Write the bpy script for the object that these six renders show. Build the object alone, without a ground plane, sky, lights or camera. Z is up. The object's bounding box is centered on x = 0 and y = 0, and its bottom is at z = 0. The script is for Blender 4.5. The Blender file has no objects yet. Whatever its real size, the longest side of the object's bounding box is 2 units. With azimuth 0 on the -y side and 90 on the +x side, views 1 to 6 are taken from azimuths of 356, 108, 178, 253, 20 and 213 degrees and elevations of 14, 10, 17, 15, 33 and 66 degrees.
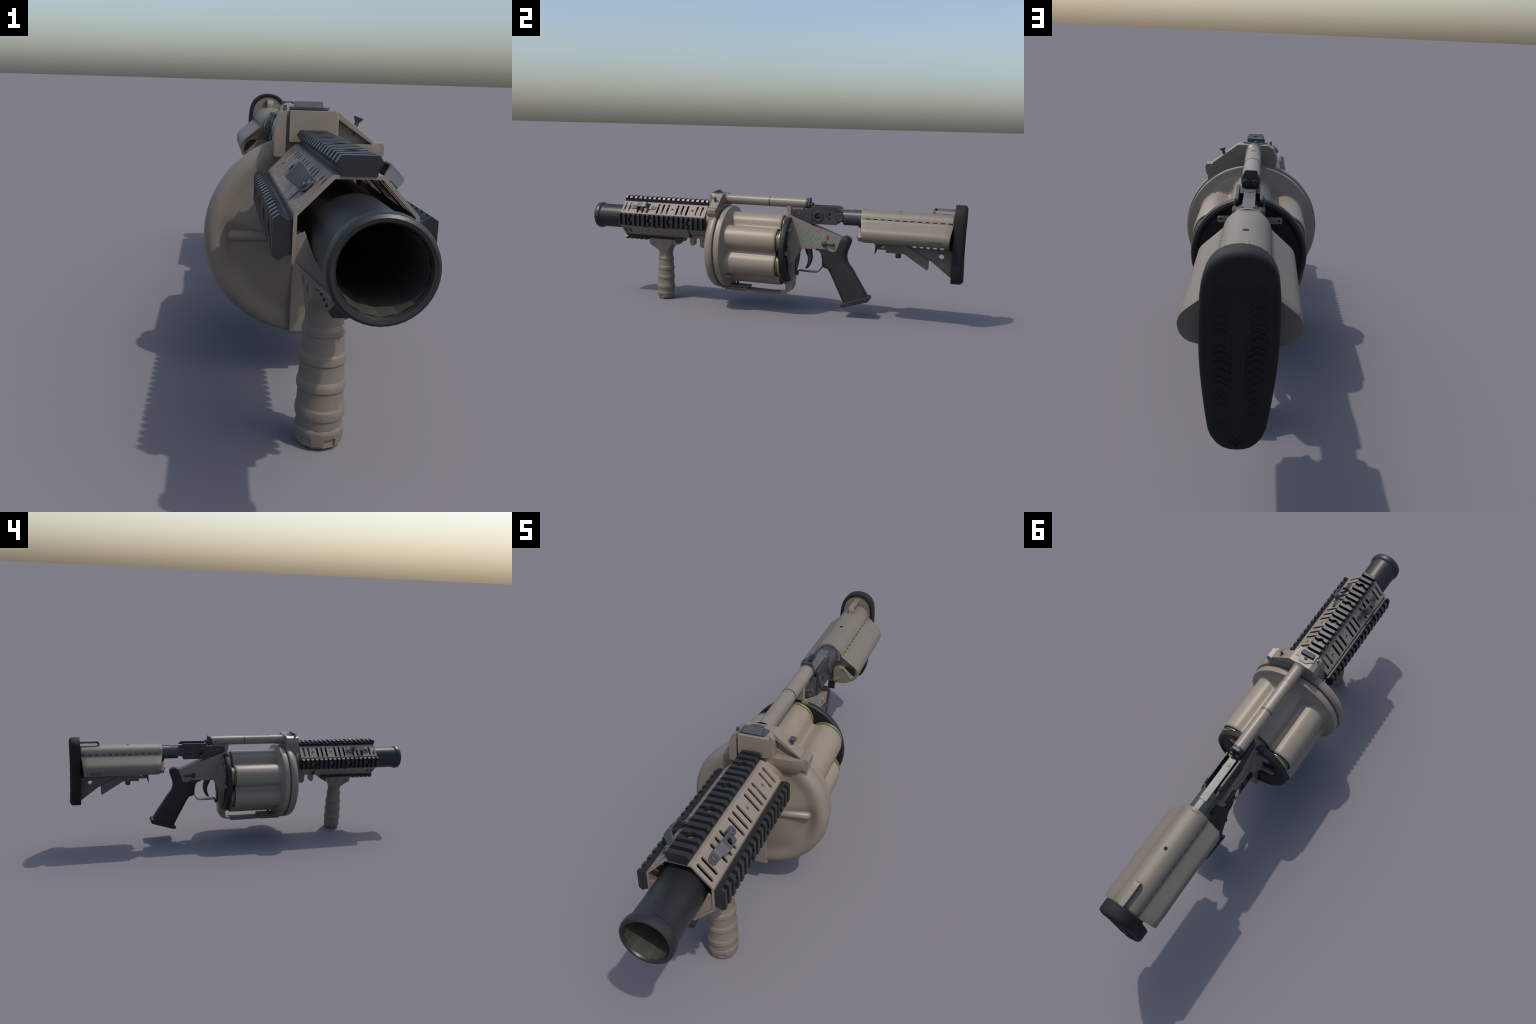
# Six-shot revolving launcher with railed fore-end, folding hinge and adjustable stock.
# Frame: muzzle towards -y, butt pad towards +y, z up, x = 0 is the plane of symmetry.
import bpy, bmesh, math, random
from mathutils import Vector, Matrix
random.seed(7)
V = Vector
PI = math.pi

# ------------------------------------------------------------------ materials
def material(name, col, rough=0.5, metal=0.0, var=0.10, scale=9.0, bump=0.0, bump_scale=400.0,
             col2=None, mask=(0.52, 0.66), streak=None, spec=0.5, fine=0.05):
    m = bpy.data.materials.new(name); m.use_nodes = True
    nt = m.node_tree; N = nt.nodes; L = nt.links
    b = N["Principled BSDF"]
    tc = N.new("ShaderNodeTexCoord")
    mp = N.new("ShaderNodeMapping"); L.new(tc.outputs["Object"], mp.inputs[0])
    if streak: mp.inputs["Scale"].default_value = streak
    n1 = N.new("ShaderNodeTexNoise"); n1.inputs["Scale"].default_value = scale
    n1.inputs["Detail"].default_value = 5.0; n1.inputs["Roughness"].default_value = 0.6
    L.new(mp.outputs[0], n1.inputs["Vector"])
    n2 = N.new("ShaderNodeTexNoise"); n2.inputs["Scale"].default_value = 140.0
    n2.inputs["Detail"].default_value = 3.0
    L.new(tc.outputs["Object"], n2.inputs["Vector"])
    r = N.new("ShaderNodeValToRGB")
    lo = [c * (1 - var) for c in col]; hi = [c * (1 + var) for c in col]
    r.color_ramp.elements[0].position = 0.3; r.color_ramp.elements[0].color = (*lo, 1)
    r.color_ramp.elements[1].position = 0.7; r.color_ramp.elements[1].color = (*hi, 1)
    L.new(n1.outputs["Fac"], r.inputs[0])
    out = r.outputs[0]
    f = N.new("ShaderNodeValToRGB")
    f.color_ramp.elements[0].position = 0.3; f.color_ramp.elements[0].color = (1 - fine, 1 - fine, 1 - fine, 1)
    f.color_ramp.elements[1].position = 0.7; f.color_ramp.elements[1].color = (1, 1, 1, 1)
    L.new(n2.outputs["Fac"], f.inputs[0])
    mx = N.new("ShaderNodeMix"); mx.data_type = 'RGBA'; mx.blend_type = 'MULTIPLY'
    mx.inputs[0].default_value = 1.0
    L.new(out, mx.inputs[6]); L.new(f.outputs[0], mx.inputs[7]); out = mx.outputs[2]
    if col2:
        n3 = N.new("ShaderNodeTexNoise"); n3.inputs["Scale"].default_value = scale * 1.7
        n3.inputs["Detail"].default_value = 8.0; n3.inputs["Roughness"].default_value = 0.7
        L.new(mp.outputs[0], n3.inputs["Vector"])
        r3 = N.new("ShaderNodeValToRGB")
        r3.color_ramp.elements[0].position = mask[0]; r3.color_ramp.elements[1].position = mask[1]
        L.new(n3.outputs["Fac"], r3.inputs[0])
        m2 = N.new("ShaderNodeMix"); m2.data_type = 'RGBA'
        L.new(r3.outputs[0], m2.inputs[0]); L.new(out, m2.inputs[6])
        m2.inputs[7].default_value = (*col2, 1); out = m2.outputs[2]
    L.new(out, b.inputs["Base Color"])
    rr = N.new("ShaderNodeMapRange"); rr.inputs[3].default_value = max(0, rough - 0.06)
    rr.inputs[4].default_value = min(1, rough + 0.08)
    L.new(n1.outputs["Fac"], rr.inputs[0]); L.new(rr.outputs[0], b.inputs["Roughness"])
    b.inputs["Metallic"].default_value = metal
    b.inputs["Specular IOR Level"].default_value = spec
    if bump:
        nb = N.new("ShaderNodeTexNoise"); nb.inputs["Scale"].default_value = bump_scale
        L.new(tc.outputs["Object"], nb.inputs["Vector"])
        bp = N.new("ShaderNodeBump"); bp.inputs["Strength"].default_value = bump
        bp.inputs["Distance"].default_value = 0.001
        L.new(nb.outputs["Fac"], bp.inputs["Height"]); L.new(bp.outputs[0], b.inputs["Normal"])
    return m

TAN = material("tan_cerakote", (0.190, 0.160, 0.128), 0.42, 0.0, 0.07, 7.0, col2=(0.172, 0.140, 0.110), mask=(0.5, 0.8))
DRUM = material("tan_drum_coating", (0.228, 0.188, 0.140), 0.46, 0.0, 0.10, 6.0, col2=(0.208, 0.175, 0.145), mask=(0.45, 0.75), streak=(1.5, 0.7, 1.5))
STRAP = material("tan_darkened_for_drum_shade", (0.165, 0.136, 0.110), 0.7, 0.0, 0.07, 8.0, spec=0.15)  # frame tan, darkened and dulled for the shade beneath the drum
GUARD = material("tan_anodised_sheet", (0.200, 0.165, 0.136), 0.58, 0.0, 0.05, 8.0)
POLY = material("tan_stock_polymer", (0.150, 0.130, 0.101), 0.5, 0.0, 0.06, 8.0, col2=(0.136, 0.119, 0.094), mask=(0.5, 0.75))
POLYDARK = material("dark_tan_polymer", (0.102, 0.090, 0.073), 0.55, 0.0, 0.07, 9.0)
FORE = material("tan_foregrip_polymer", (0.165, 0.140, 0.112), 0.55, 0.0, 0.06, 9.0)
BLACK = material("black_rail_coating", (0.026, 0.0265, 0.0285), 0.36, 0.38, 0.15, 10.0, bump=0.05)
BARREL = material("blued_barrel_steel", (0.025, 0.0257, 0.027), 0.40, 0.38, 0.12, 6.0, streak=(3, 0.6, 3))
BORE = material("dull_olive_bore", (0.070, 0.068, 0.056), 0.5, 0.4, 0.25, 9.0, streak=(4, 0.4, 4))
STEEL = material("gun_grey_steel", (0.074, 0.077, 0.080), 0.42, 0.4, 0.15, 25.0)
BARE = material("brushed_bare_steel", (0.11, 0.11, 0.107), 0.46, 0.35, 0.25, 20.0)
DARK = material("dark_hinge_metal", (0.027, 0.0275, 0.029), 0.5, 0.05, 0.12, 12.0)
TUBE = material("dark_tube_metal", (0.050, 0.052, 0.056), 0.35, 0.35, 0.12, 9.0)
GRIP = material("black_grip_polymer", (0.0098, 0.0098, 0.0100), 0.62, 0.0, 0.12, 12.0, bump=0.25, bump_scale=700)
RUBBER = material("black_rubber", (0.0115, 0.012, 0.0125), 0.7, 0.0, 0.12, 14.0, bump=0.15, bump_scale=500, spec=0.25)
PLATE = material("black_breech_plate", (0.014, 0.0145, 0.0155), 0.5, 0.0, 0.15, 9.0, spec=0.3)
BRASS = material("olive_brass_case", (0.175, 0.162, 0.070), 0.40, 0.35, 0.15, 12.0, col2=(0.12, 0.13, 0.06), mask=(0.45, 0.7))
TEAL = material("teal_paint_pen", (0.085, 0.235, 0.22), 0.6, 0.0, 0.15, 60.0, col2=(0.14, 0.20, 0.175), mask=(0.5, 0.7))
WHITE = material("pale_engraving_fill", (0.42, 0.37, 0.31), 0.6)
RED = material("red_marking_paint", (0.33, 0.02, 0.025), 0.6)
HOLE = material("shaded_recess_black", (0.012, 0.012, 0.012), 0.8, spec=0.2)

# ------------------------------------------------------------------ scene helpers
scene = bpy.context.scene
COL = scene.collection
root = bpy.data.objects.new("grenade_launcher", None)
COL.objects.link(root)
root["label"] = "tan and black revolving six-shot launcher with rails and stock"
root["category"] = "launcher gun"

def link(o, parent=None, mat=None):
    COL.objects.link(o)
    o.parent = parent or root
    if mat: 
        o.data.materials.clear(); o.data.materials.append(mat)
    return o

def shade(me, ang=32):
    for p in me.polygons: p.use_smooth = True
    me.set_sharp_from_angle(angle=math.radians(ang))

def mesh(name, verts, faces, mat, parent=None, ang=32, smooth=True):
    me = bpy.data.meshes.new(name)
    me.from_pydata([tuple(v) for v in verts], [], faces)
    bm = bmesh.new(); bm.from_mesh(me)
    bmesh.ops.recalc_face_normals(bm, faces=bm.faces)
    bm.to_mesh(me); bm.free(); me.update()
    if smooth: shade(me, ang)
    return link(bpy.data.objects.new(name, me), parent, mat)

def bake(o, ang=32, smooth=True):
    """apply all modifiers of o"""
    bpy.context.view_layer.update()
    dg = bpy.context.evaluated_depsgraph_get()
    me = bpy.data.meshes.new_from_object(o.evaluated_get(dg))
    mats = [m for m in o.data.materials]
    o.modifiers.clear(); o.data = me
    if not me.materials:
        for m in mats: me.materials.append(m)
    if smooth: shade(me, ang)
    return o

def bevel(o, w, seg=2, ang=32, weighted=True):
    m = o.modifiers.new("bevel", 'BEVEL'); m.width = w; m.segments = seg
    m.limit_method = 'ANGLE'; m.angle_limit = math.radians(ang)
    m.use_clamp_overlap = True
    bake(o, 40)
    if weighted:
        o.modifiers.new("wn", 'WEIGHTED_NORMAL').keep_sharp = True
    return o

def fillet(poly, r, seg=4):
    """round the corners of a closed 2D polygon; r is one radius or a list"""
    out = []; n = len(poly)
    for i in range(n):
        p = V(poly[i]); a = V(poly[i - 1]); b = V(poly[(i + 1) % n])
        rr = r[i] if isinstance(r, (list, tuple)) else r
        if rr <= 0: out.append(tuple(p)); continue
        d1 = (a - p); d2 = (b - p); l1 = d1.length; l2 = d2.length
        d1.normalize(); d2.normalize()
        th = d1.angle(d2)
        if th > PI - 0.05: out.append(tuple(p)); continue
        t = min(rr / math.tan(th / 2), 0.48 * l1, 0.48 * l2)
        s, e = p + d1 * t, p + d2 * t
        for k in range(seg + 1):
            u = k / seg
            q = s * (1 - u) ** 2 + p * 2 * u * (1 - u) + e * u * u
            out.append(tuple(q))
    return out

def place(pt, axis, t):
    a, b = pt
    return {'x': (t, a, b), 'y': (a, t, b), 'z': (a, b, t)}[axis]

def prism(name, poly, axis, t0, t1, mat, parent=None, bev=0.0, seg=2, fil=0.0, fseg=4):
    if fil: poly = fillet(poly, fil, fseg)
    n = len(poly)
    vs = [place(p, axis, t0) for p in poly] + [place(p, axis, t1) for p in poly]
    fs = [tuple(range(n)), tuple(range(2 * n - 1, n - 1, -1))]
    fs += [(i, (i + 1) % n, n + (i + 1) % n, n + i) for i in range(n)]
    o = mesh(name, vs, fs, mat, parent)
    if bev: bevel(o, bev, seg)
    return o

def box(name, x0, x1, y0, y1, z0, z1, mat, parent=None, bev=0.0, seg=2):
    return prism(name, [(y0, z0), (y1, z0), (y1, z1), (y0, z1)], 'x', x0, x1, mat, parent, bev, seg)

def frame_of(d):
    d = V(d).normalized()
    up = V((0, 0, 1)) if abs(d.z) < 0.9 else V((0, 1, 0))
    a = d.cross(up).normalized(); b = a.cross(d).normalized()
    return a, b, d

def spin(name, prof, origin, direction, mat, parent=None, seg=32, ang=32, phase=0.0, sx=1.0, sy=1.0, close=True):
    """surface of revolution: prof = [(radius, distance along direction)]"""
    a, b, d = frame_of(direction); o = V(origin)
    vs, fs = [], []
    for r, t in prof:
        for k in range(seg):
            w = phase + 2 * PI * k / seg
            vs.append(o + d * t + a * (r * sx * math.cos(w)) + b * (r * sy * math.sin(w)))
    m = len(prof)
    for i in range(m - 1):
        for k in range(seg):
            k2 = (k + 1) % seg
            fs.append((i * seg + k, i * seg + k2, (i + 1) * seg + k2, (i + 1) * seg + k))
    if close:
        if prof[0] != prof[-1]:
            fs.append(tuple(range(seg - 1, -1, -1)))
            fs.append(tuple((m - 1) * seg + k for k in range(seg)))
        else:
            pass
    return mesh(name, vs, fs, mat, parent, ang)

def loft(name, rings, mat, parent=None, ang=32, caps=True, closed=True):
    n = len(rings[0]); vs = [p for r in rings for p in r]; fs = []
    for i in range(len(rings) - 1):
        for k in range(n if closed else n - 1):
            k2 = (k + 1) % n
            fs.append((i * n + k, i * n + k2, (i + 1) * n + k2, (i + 1) * n + k))
    if caps and closed:
        fs.append(tuple(range(n - 1, -1, -1)))
        fs.append(tuple((len(rings) - 1) * n + k for k in range(n)))
    return mesh(name, vs, fs, mat, parent, ang)

def cut(o, cutters, ang=32):
    """boolean difference; cutters are temporary"""
    vs, fs = [], []
    for c in cutters:
        base = len(vs)
        vs += [tuple(v.co) for v in c.data.vertices]
        fs += [tuple(base + i for i in p.vertices) for p in c.data.polygons]
        bpy.data.objects.remove(c)
    me = bpy.data.meshes.new("cutter"); me.from_pydata(vs, [], fs); me.update()
    c = bpy.data.objects.new("cutter", me); COL.objects.link(c)
    m = o.modifiers.new("cut", 'BOOLEAN'); m.operation = 'DIFFERENCE'; m.object = c; m.solver = 'EXACT'
    bake(o, ang)
    bpy.data.objects.remove(c)
    return o

def ribbon(name, pts, width, thick, wide_axis, mat, parent=None, bev=0.0):
    """flat strip that follows a polyline; wide_axis is the direction of its width"""
    wa = V(wide_axis).normalized(); P = [V(p) for p in pts]; rings = []
    for i, p in enumerate(P):
        if i == 0: t = P[1] - p
        elif i == len(P) - 1: t = p - P[i - 1]
        else: t = (P[i + 1] - p).normalized() + (p - P[i - 1]).normalized()
        t.normalize(); nrm = t.cross(wa).normalized()
        s = 1.0
        if 0 < i < len(P) - 1:
            s = 1 / max(0.5, abs(nrm.dot((P[i + 1] - p).normalized().cross(wa).normalized())))
        h = nrm * thick / 2 * s; w = wa * width / 2
        rings.append([p + w + h, p - w + h, p - w - h, p + w - h])
    o = loft(name, rings, mat, parent)
    if bev: bevel(o, bev, 2)
    return o

def smooth_curve(pts, n=6):
    """Catmull-Rom through pts"""
    P = [V(p) for p in pts]; out = []
    for i in range(len(P) - 1):
        p0 = P[max(i - 1, 0)]; p1 = P[i]; p2 = P[i + 1]; p3 = P[min(i + 2, len(P) - 1)]
        for k in range(n):
            t = k / n
            out.append(0.5 * ((2 * p1) + (p2 - p0) * t + (2 * p0 - 5 * p1 + 4 * p2 - p3) * t * t + (3 * p1 - p0 - 3 * p2 + p3) * t ** 3))
    out.append(P[-1]); return out

# ------------------------------------------------------------------ shared screws
def screw_mesh(name, r, h, socket=0.45, seg=20):
    me_o = spin(name, [(0.0001, h * 0.55), (r * socket * .85, h * 0.5), (r * socket, h * 0.98), (r * 0.8, h), (r * 0.98, h * 0.75), (r, 0.0), (r, -h), (0.0001, -h)],
                (0, 0, 0), (0, 0, 1), STEEL, None, seg, 40, close=False)
    d = me_o.data; bpy.data.objects.remove(me_o); return d
SCREW = screw_mesh("screw", 1.0, 0.55)

def screw(loc, direction, r, mat, parent=None, name="screw", depth=1.0):
    o = bpy.data.objects.new(name, SCREW if mat is STEEL else screw_of(mat))
    link(o, parent)
    a, b, d = frame_of(direction)
    M = Matrix((a, b, d)).transposed().to_4x4()
    o.matrix_local = Matrix.Translation(loc) @ M @ Matrix.Diagonal((r, r, r * depth, 1))
    return o
_sc = {}
def screw_of(mat):
    if mat.name not in _sc:
        d = SCREW.copy(); d.materials.clear(); d.materials.append(mat); _sc[mat.name] = d
    return _sc[mat.name]

# ================================================================== BARREL
BZ = 0.438
barrel = spin("barrel", [(0.060, -0.26), (0.0635, -0.26), (0.0635, -0.9650), (0.0650, -0.9685), (0.0680, -0.9715), (0.0695, -0.975), (0.0705, -0.980),
                         (0.0705, -0.990), (0.0690, -0.997), (0.0650, -1.0), (0.0600, -0.999), (0.0572, -0.994)],
              (0, 0, BZ), (0, 1, 0), BARREL, None, 40, 28, close=False)
spin("bore", [(0.0572, -0.994), (0.0568, -0.985), (0.0568, -0.60), (0.0560, -0.30), (0.0001, -0.30)], (0, 0, BZ), (0, 1, 0), BORE, barrel, 16, 15, close=False)
# tan sleeve that carries the barrel in front of the front plate
spin("barrel_sleeve", [(0.064, -0.432), (0.077, -0.432), (0.080, -0.429), (0.080, -0.34), (0.082, -0.30), (0.086, -0.262)],
     (0, 0, BZ), (0, 1, 0), TAN, None, 40, 32, close=False)
spin("barrel_nut", [(0.0636, -0.462), (0.072, -0.462), (0.0735, -0.460), (0.0735, -0.433), (0.0636, -0.432)], (0, 0, BZ), (0, 1, 0), BARREL, None, 24, close=False)

# ================================================================== HANDGUARD
hg_half = [(0.0, 0.528), (0.036, 0.528), (0.090, 0.472), (0.090, 0.400), (0.034, 0.3485), (0.0, 0.3485)]
hg = [(x, z) for x, z in hg_half] + [(-x, z) for x, z in reversed(hg_half[1:-1])]
T = 0.0055
hin_half = [(0.0, 0.528 - T), (0.036 - T * 0.42, 0.528 - T), (0.090 - T, 0.472 - T * 0.42), (0.090 - T, 0.400 + T * 0.45), (0.034 - T * .38, 0.3485 + T), (0.0, 0.3485 + T)]
hin = [(x, z) for x, z in hin_half] + [(-x, z) for x, z in reversed(hin_half[1:-1])]
outer = fillet(hg, [0, .006, .006, .004, .004, 0, .004, .004, .006, .006], 3)
inner = fillet(hin, [0, .004, .004, .003, .003, 0, .003, .003, .004, .004], 3)
def ring_tube(name, out2, in2, y0, y1, mat):
    n = len(out2); vs = []
    for y in (y0, y1):
        vs += [(x, y, z) for x, z in out2] + [(x, y, z) for x, z in in2]
    fs = []
    for k in range(n):
        k2 = (k + 1) % n
        fs += [(k, k2, 2 * n + k2, 2 * n + k), (n + k, 3 * n + k, 3 * n + k2, n + k2),
               (k, n + k, n + k2, k2), (2 * n + k, 2 * n + k2, 3 * n + k2, 3 * n + k)]
    return mesh(name, vs, fs, mat)
guard = ring_tube("handguard", outer, inner, -0.820, -0.3275, GUARD)
cutters = []
def slot_cutter(side, y, u0, u1, w, face):
    """slot across a slanted panel; u runs from its upper (0) to its lower (1) edge"""
    if face == 'up': A, B = V((0.036, 0, 0.528)), V((0.090, 0, 0.472))
    else: A, B = V((0.090, 0, 0.400)), V((0.034, 0, 0.3485))
    d = (B - A).normalized(); n = V((-d.z, 0, d.x)); n = n if n.x > 0 else -n
    L = (B - A).length
    p, q = A + d * (L * u0), A + d * (L * u1)
    h = w / 2; vs = []; prof = []
    nseg = 5; e = min(h, (q - p).length / 2)      # e: how far the rounded ends reach in
    for k in range(nseg + 1):
        t = PI * k / nseg
        prof.append((p - d * (e * math.sin(t)) + d * e, y + h * math.cos(t)))
    for k in range(nseg + 1):
        t = PI * k / nseg
        if e < h and k in (0, nseg): continue
        prof.append((q + d * (e * math.sin(t)) - d * e, y - h * math.cos(t)))
    m = len(prof)
    for off in (-0.014, 0.014):
        for c, yy in prof:
            v = c + n * off; vs.append((v.x * side, yy, v.z))
    fs = [tuple(range(m)), tuple(range(2 * m - 1, m - 1, -1))] + [(k, (k + 1) % m, m + (k + 1) % m, m + k) for k in range(m)]
    return mesh("slot", vs, fs, HOLE)
for s in (1, -1):
    for y in (-0.803, -0.7765, -0.382, -0.3525): cutters.append(slot_cutter(s, y, 0.11, 0.88, 0.0118, 'up'))
    for y in (-0.7225, -0.694, -0.6655, -0.608, -0.5795, -0.551, -0.4945, -0.466, -0.4375):
        cutters.append(slot_cutter(s, y, 0.10, 0.95, 0.0118, 'up'))
    for y in (-0.524, -0.4075): cutters.append(slot_cutter(s, y, 0.44, 0.58, 0.0105, 'up'))
    for y in (-0.803, -0.7765): cutters.append(slot_cutter(s, y, 0.25, 0.82, 0.0112, 'lo'))
    for y in (-0.757, -0.635, -0.522): cutters.append(slot_cutter(s, y, 0.46, 0.58, 0.009, 'lo'))
    for y in (-0.672, -0.601): cutters.append(slot_cutter(s, y, 0.46, 0.58, 0.026, 'lo'))
    for y in (-0.668, -0.61, -0.558): cutters.append(slot_cutter(s, y, -0.04, 0.10, 0.026, 'lo'))
# the lower half stops short of the front plate
cutters.append(prism("step", [(-0.426, 0.397), (-0.30, 0.397), (-0.30, 0.33), (-0.434, 0.33)], 'x', -0.12, 0.12, HOLE))
cut(guard, cutters, 30)
# front web between lower panels and barrel
web = []
for k in range(13):
    w = PI * (1 + k / 12.0)
    web.append((0.0645 * math.cos(w), BZ + 0.0645 * math.sin(w)))
webp = [(-0.0845, 0.440), (-0.072, 0.446)] + [p for p in web if p[1] < 0.426] + [(0.072, 0.446), (0.0845, 0.440), (0.0845, 0.403), (0.032, 0.354), (-0.032, 0.354), (-0.0845, 0.403)]
prism("handguard_front_web", webp, 'y', -0.816, -0.811, GUARD, guard)
for y in (-0.524, -0.4075):
    for s in (1, -1):
        spin("panel_bushing", [(0.0048, 0.002), (0.0060, 0.0028), (0.0066, 0.0022), (0.0068, -0.003), (0.0048, -0.003), (0.0048, 0.002)], V((0.0620 * s, y, 0.4998)) , V((s * 0.72, 0, 0.694)), GUARD, guard, 16, close=False)

# ================================================================== RAILS
def rail(name, y0, y1, place3, first, pitch=0.0282, tooth=0.0150, screws=(), hi=0.030, k=1.0):
    HI = [(-.026, 0), (-.026, .009), (-.034, .0195), (-.027, hi), (.027, hi), (.034, .0195), (.026, .009), (.026, 0)]
    LO = [(-.026, 0), (-.026, .009), (-.0318, .0160), (-.0314, .0165), (.0314, .0165), (.0318, .0160), (.026, .009), (.026, 0)]
    stations = []
    c = first; spans = []
    while c < y1 + pitch:
        a, b = max(y0, c - tooth / 2), min(y1, c + tooth / 2)
        if b - a > 0.004: spans.append((a, b))
        c += pitch
    if spans[0][0] > y0: stations.append((y0, LO))
    for a, b in spans:
        if stations and abs(stations[-1][0] - a) > 1e-6: stations.append((a, LO))
        stations += [(a, HI), (b, HI)]
        if b < y1 - 1e-6: stations.append((b, LO))
    if stations[-1][0] < y1 - 1e-6: stations.append((y1, LO))
    rings = [[place3(u * k, y, h) for u, h in S] for y, S in stations]
    o = loft(name, rings, BLACK, None, 25)
    cs = []
    for y in screws:
        p0 = V(place3(0, y, 0.0125)); p1 = V(place3(0, y, 0.05))
        cs.append(spin("c", [(0.0140, 0), (0.0140, (p1 - p0).length)], p0, p1 - p0, HOLE, None, 20))
    if cs: cut(o, cs, 25)
    bevel(o, 0.0008, 1, 30)
    for y in screws:
        p0 = V(place3(0, y, 0.0125)); d = V(place3(0, y, 0.05)) - p0
        screw(p0, d, 0.0108, BARE, o, "rail_screw", 0.8)
    return o
SCR = (-0.746, -0.6325, -0.519, -0.406)
TOPS = (-0.752, -0.640, -0.527, -0.414)
rail("top_rail", -0.822, -0.331, lambda u, y, h: (u, y, 0.527 + h * 0.98), -0.8235 + 0.009, screws=SCR)
rail("side_rail", -0.8165, -0.3195, lambda u, y, h: (0.089 + h, y, 0.4375 + u), -0.8140, screws=SCR)
rail("side_rail", -0.8165, -0.3195, lambda u, y, h: (-0.089 - h, y, 0.4375 - u), -0.8140, screws=SCR)
rail("lower_rail", -0.824, -0.483, lambda u, y, h: (-u, y, 0.3495 - h), -0.8140, screws=())

# ================================================================== SLING CLIPS on the slanted panels
def clip(s):
    A, B = V((0.036 * s, 0, 0.528)), V((0.090 * s, 0, 0.472)); d = (B - A).normalized()
    n = V((0.72 * s, 0, 0.694)); C = (A + B) / 2
    def at(y, h, w=0): return C + V((0, y, 0)) + n * h + d * w
    # strap path along y with the raised bridge
    path = [(-0.770, 0.003), (-0.738, 0.003), (-0.730, 0.007), (-0.720, 0.0225), (-0.712, 0.0275), (-0.675, 0.0275), (-0.668, 0.0225), (-0.663, 0.006), (-0.656, 0.003), (-0.622, 0.003)]
    t = 0.0035; rings = []
    for i, (y, h) in enumerate(path):
        a = V(path[max(i - 1, 0)]); b = V(path[min(i + 1, len(path) - 1)])
        tn = (b - a).normalized(); nn = V((-tn.y, tn.x))
        wid = 0.0165 if 2 < i < 7 else 0.0145
        if i in (0, len(path) - 1): wid = 0.008
        sh = -0.003
        q0 = (y + nn.x * t / 2, h + nn.y * t / 2); q1 = (y - nn.x * t / 2, h - nn.y * t / 2)
        rings.append([at(q0[0], q0[1], wid + sh), at(q0[0], q0[1], -wid + sh), at(q1[0], q1[1], -wid + sh), at(q1[0], q1[1], wid + sh)])
        if i == 0:   # rounded ends
            rings.append([at(y + .006, h + t / 2, .0125 + sh), at(y + .006, h + t / 2, -.0125 + sh), at(y + .006, h - t / 2, -.0125 + sh), at(y + .006, h - t / 2, .0125 + sh)])
        if i == len(path) - 2:
            y2 = path[-1][0] - .006
            rings.append([at(y2, h + t / 2, .0125 + sh), at(y2, h + t / 2, -.0125 + sh), at(y2, h - t / 2, -.0125 + sh), at(y2, h - t / 2, .0125 + sh)])
    o = loft("sling_clip", rings, STEEL, None, 40)
    p = at(-0.694, 0.018)
    cut(o, [spin("c", [(0.0095, 0), (0.0095, 0.02)], p, n, HOLE, None, 20)], 40)
    bevel(o, 0.0008, 1, 40)
    for y in (-0.7525, -0.6395):
        screw(at(y, 0.0045, -0.003), n, 0.0088, STEEL, o, "clip_screw", 0.9)
clip(1); clip(-1)

# ================================================================== FOREGRIP
GY = -0.5895
prof = [(0.0001, 0.0), (0.036, 0.0), (0.0405, 0.004), (0.0440, 0.030)]
fore = spin("foregrip", [(0.0440, 0.0385), (0.0448, 0.046), (0.0452, 0.0545), (0.0475, 0.058), (0.0485, 0.064), (0.0478, 0.074), (0.0458, 0.079),
                         (0.0445, 0.100), (0.0448, 0.1095), (0.0472, 0.113), (0.0475, 0.121), (0.0462, 0.127), (0.0440, 0.131),
                         (0.0428, 0.150), (0.0430, 0.160), (0.0452, 0.164), (0.0455, 0.172), (0.0442, 0.178), (0.0418, 0.182),
                         (0.0395, 0.203), (0.0392, 0.214), (0.0412, 0.218), (0.0412, 0.226), (0.0395, 0.231), (0.0368, 0.235), (0.0352, 0.262), (0.0355, 0.285), (0.036, 0.31)],
            (0, GY, 0), (0, 0, 1), FORE, None, 36, 18, sx=0.965, sy=1.03, close=False)
# octagonal screw cap with moulded recesses
cap = spin("foregrip_cap", [(0.0001, 0.0), (0.0385, 0.0), (0.0440, 0.006), (0.0478, 0.029), (0.0470, 0.0355), (0.045, 0.0392), (0.0001, 0.0392)], (0, GY, 0), (0, 0, 1), FORE, fore, 12, 20, phase=math.radians(10 + 15), close=False)
cs = []
for k in range(6):
    w = math.radians(20 + 60 * k)
    c = V((math.sin(w), -math.cos(w), 0))
    t = V((-c.y, c.x, 0))
    o = V((0, GY, 0.0))
    P = []
    for r in (0.0405, 0.056):
        for (u, z) in ((-0.0112, -0.002), (0.0112, -0.002), (0.0112, 0.0215), (-0.0112, 0.0215)):
            P.append(o + c * r + t * u + V((0, 0, z)))
    cs.append(mesh("c", P, [(0, 1, 2, 3), (7, 6, 5, 4), (0, 4, 5, 1), (1, 5, 6, 2), (2, 6, 7, 3), (3, 7, 4, 0)], HOLE))
cut(cap, cs, 30); bevel(cap, 0.0015, 2)
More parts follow.
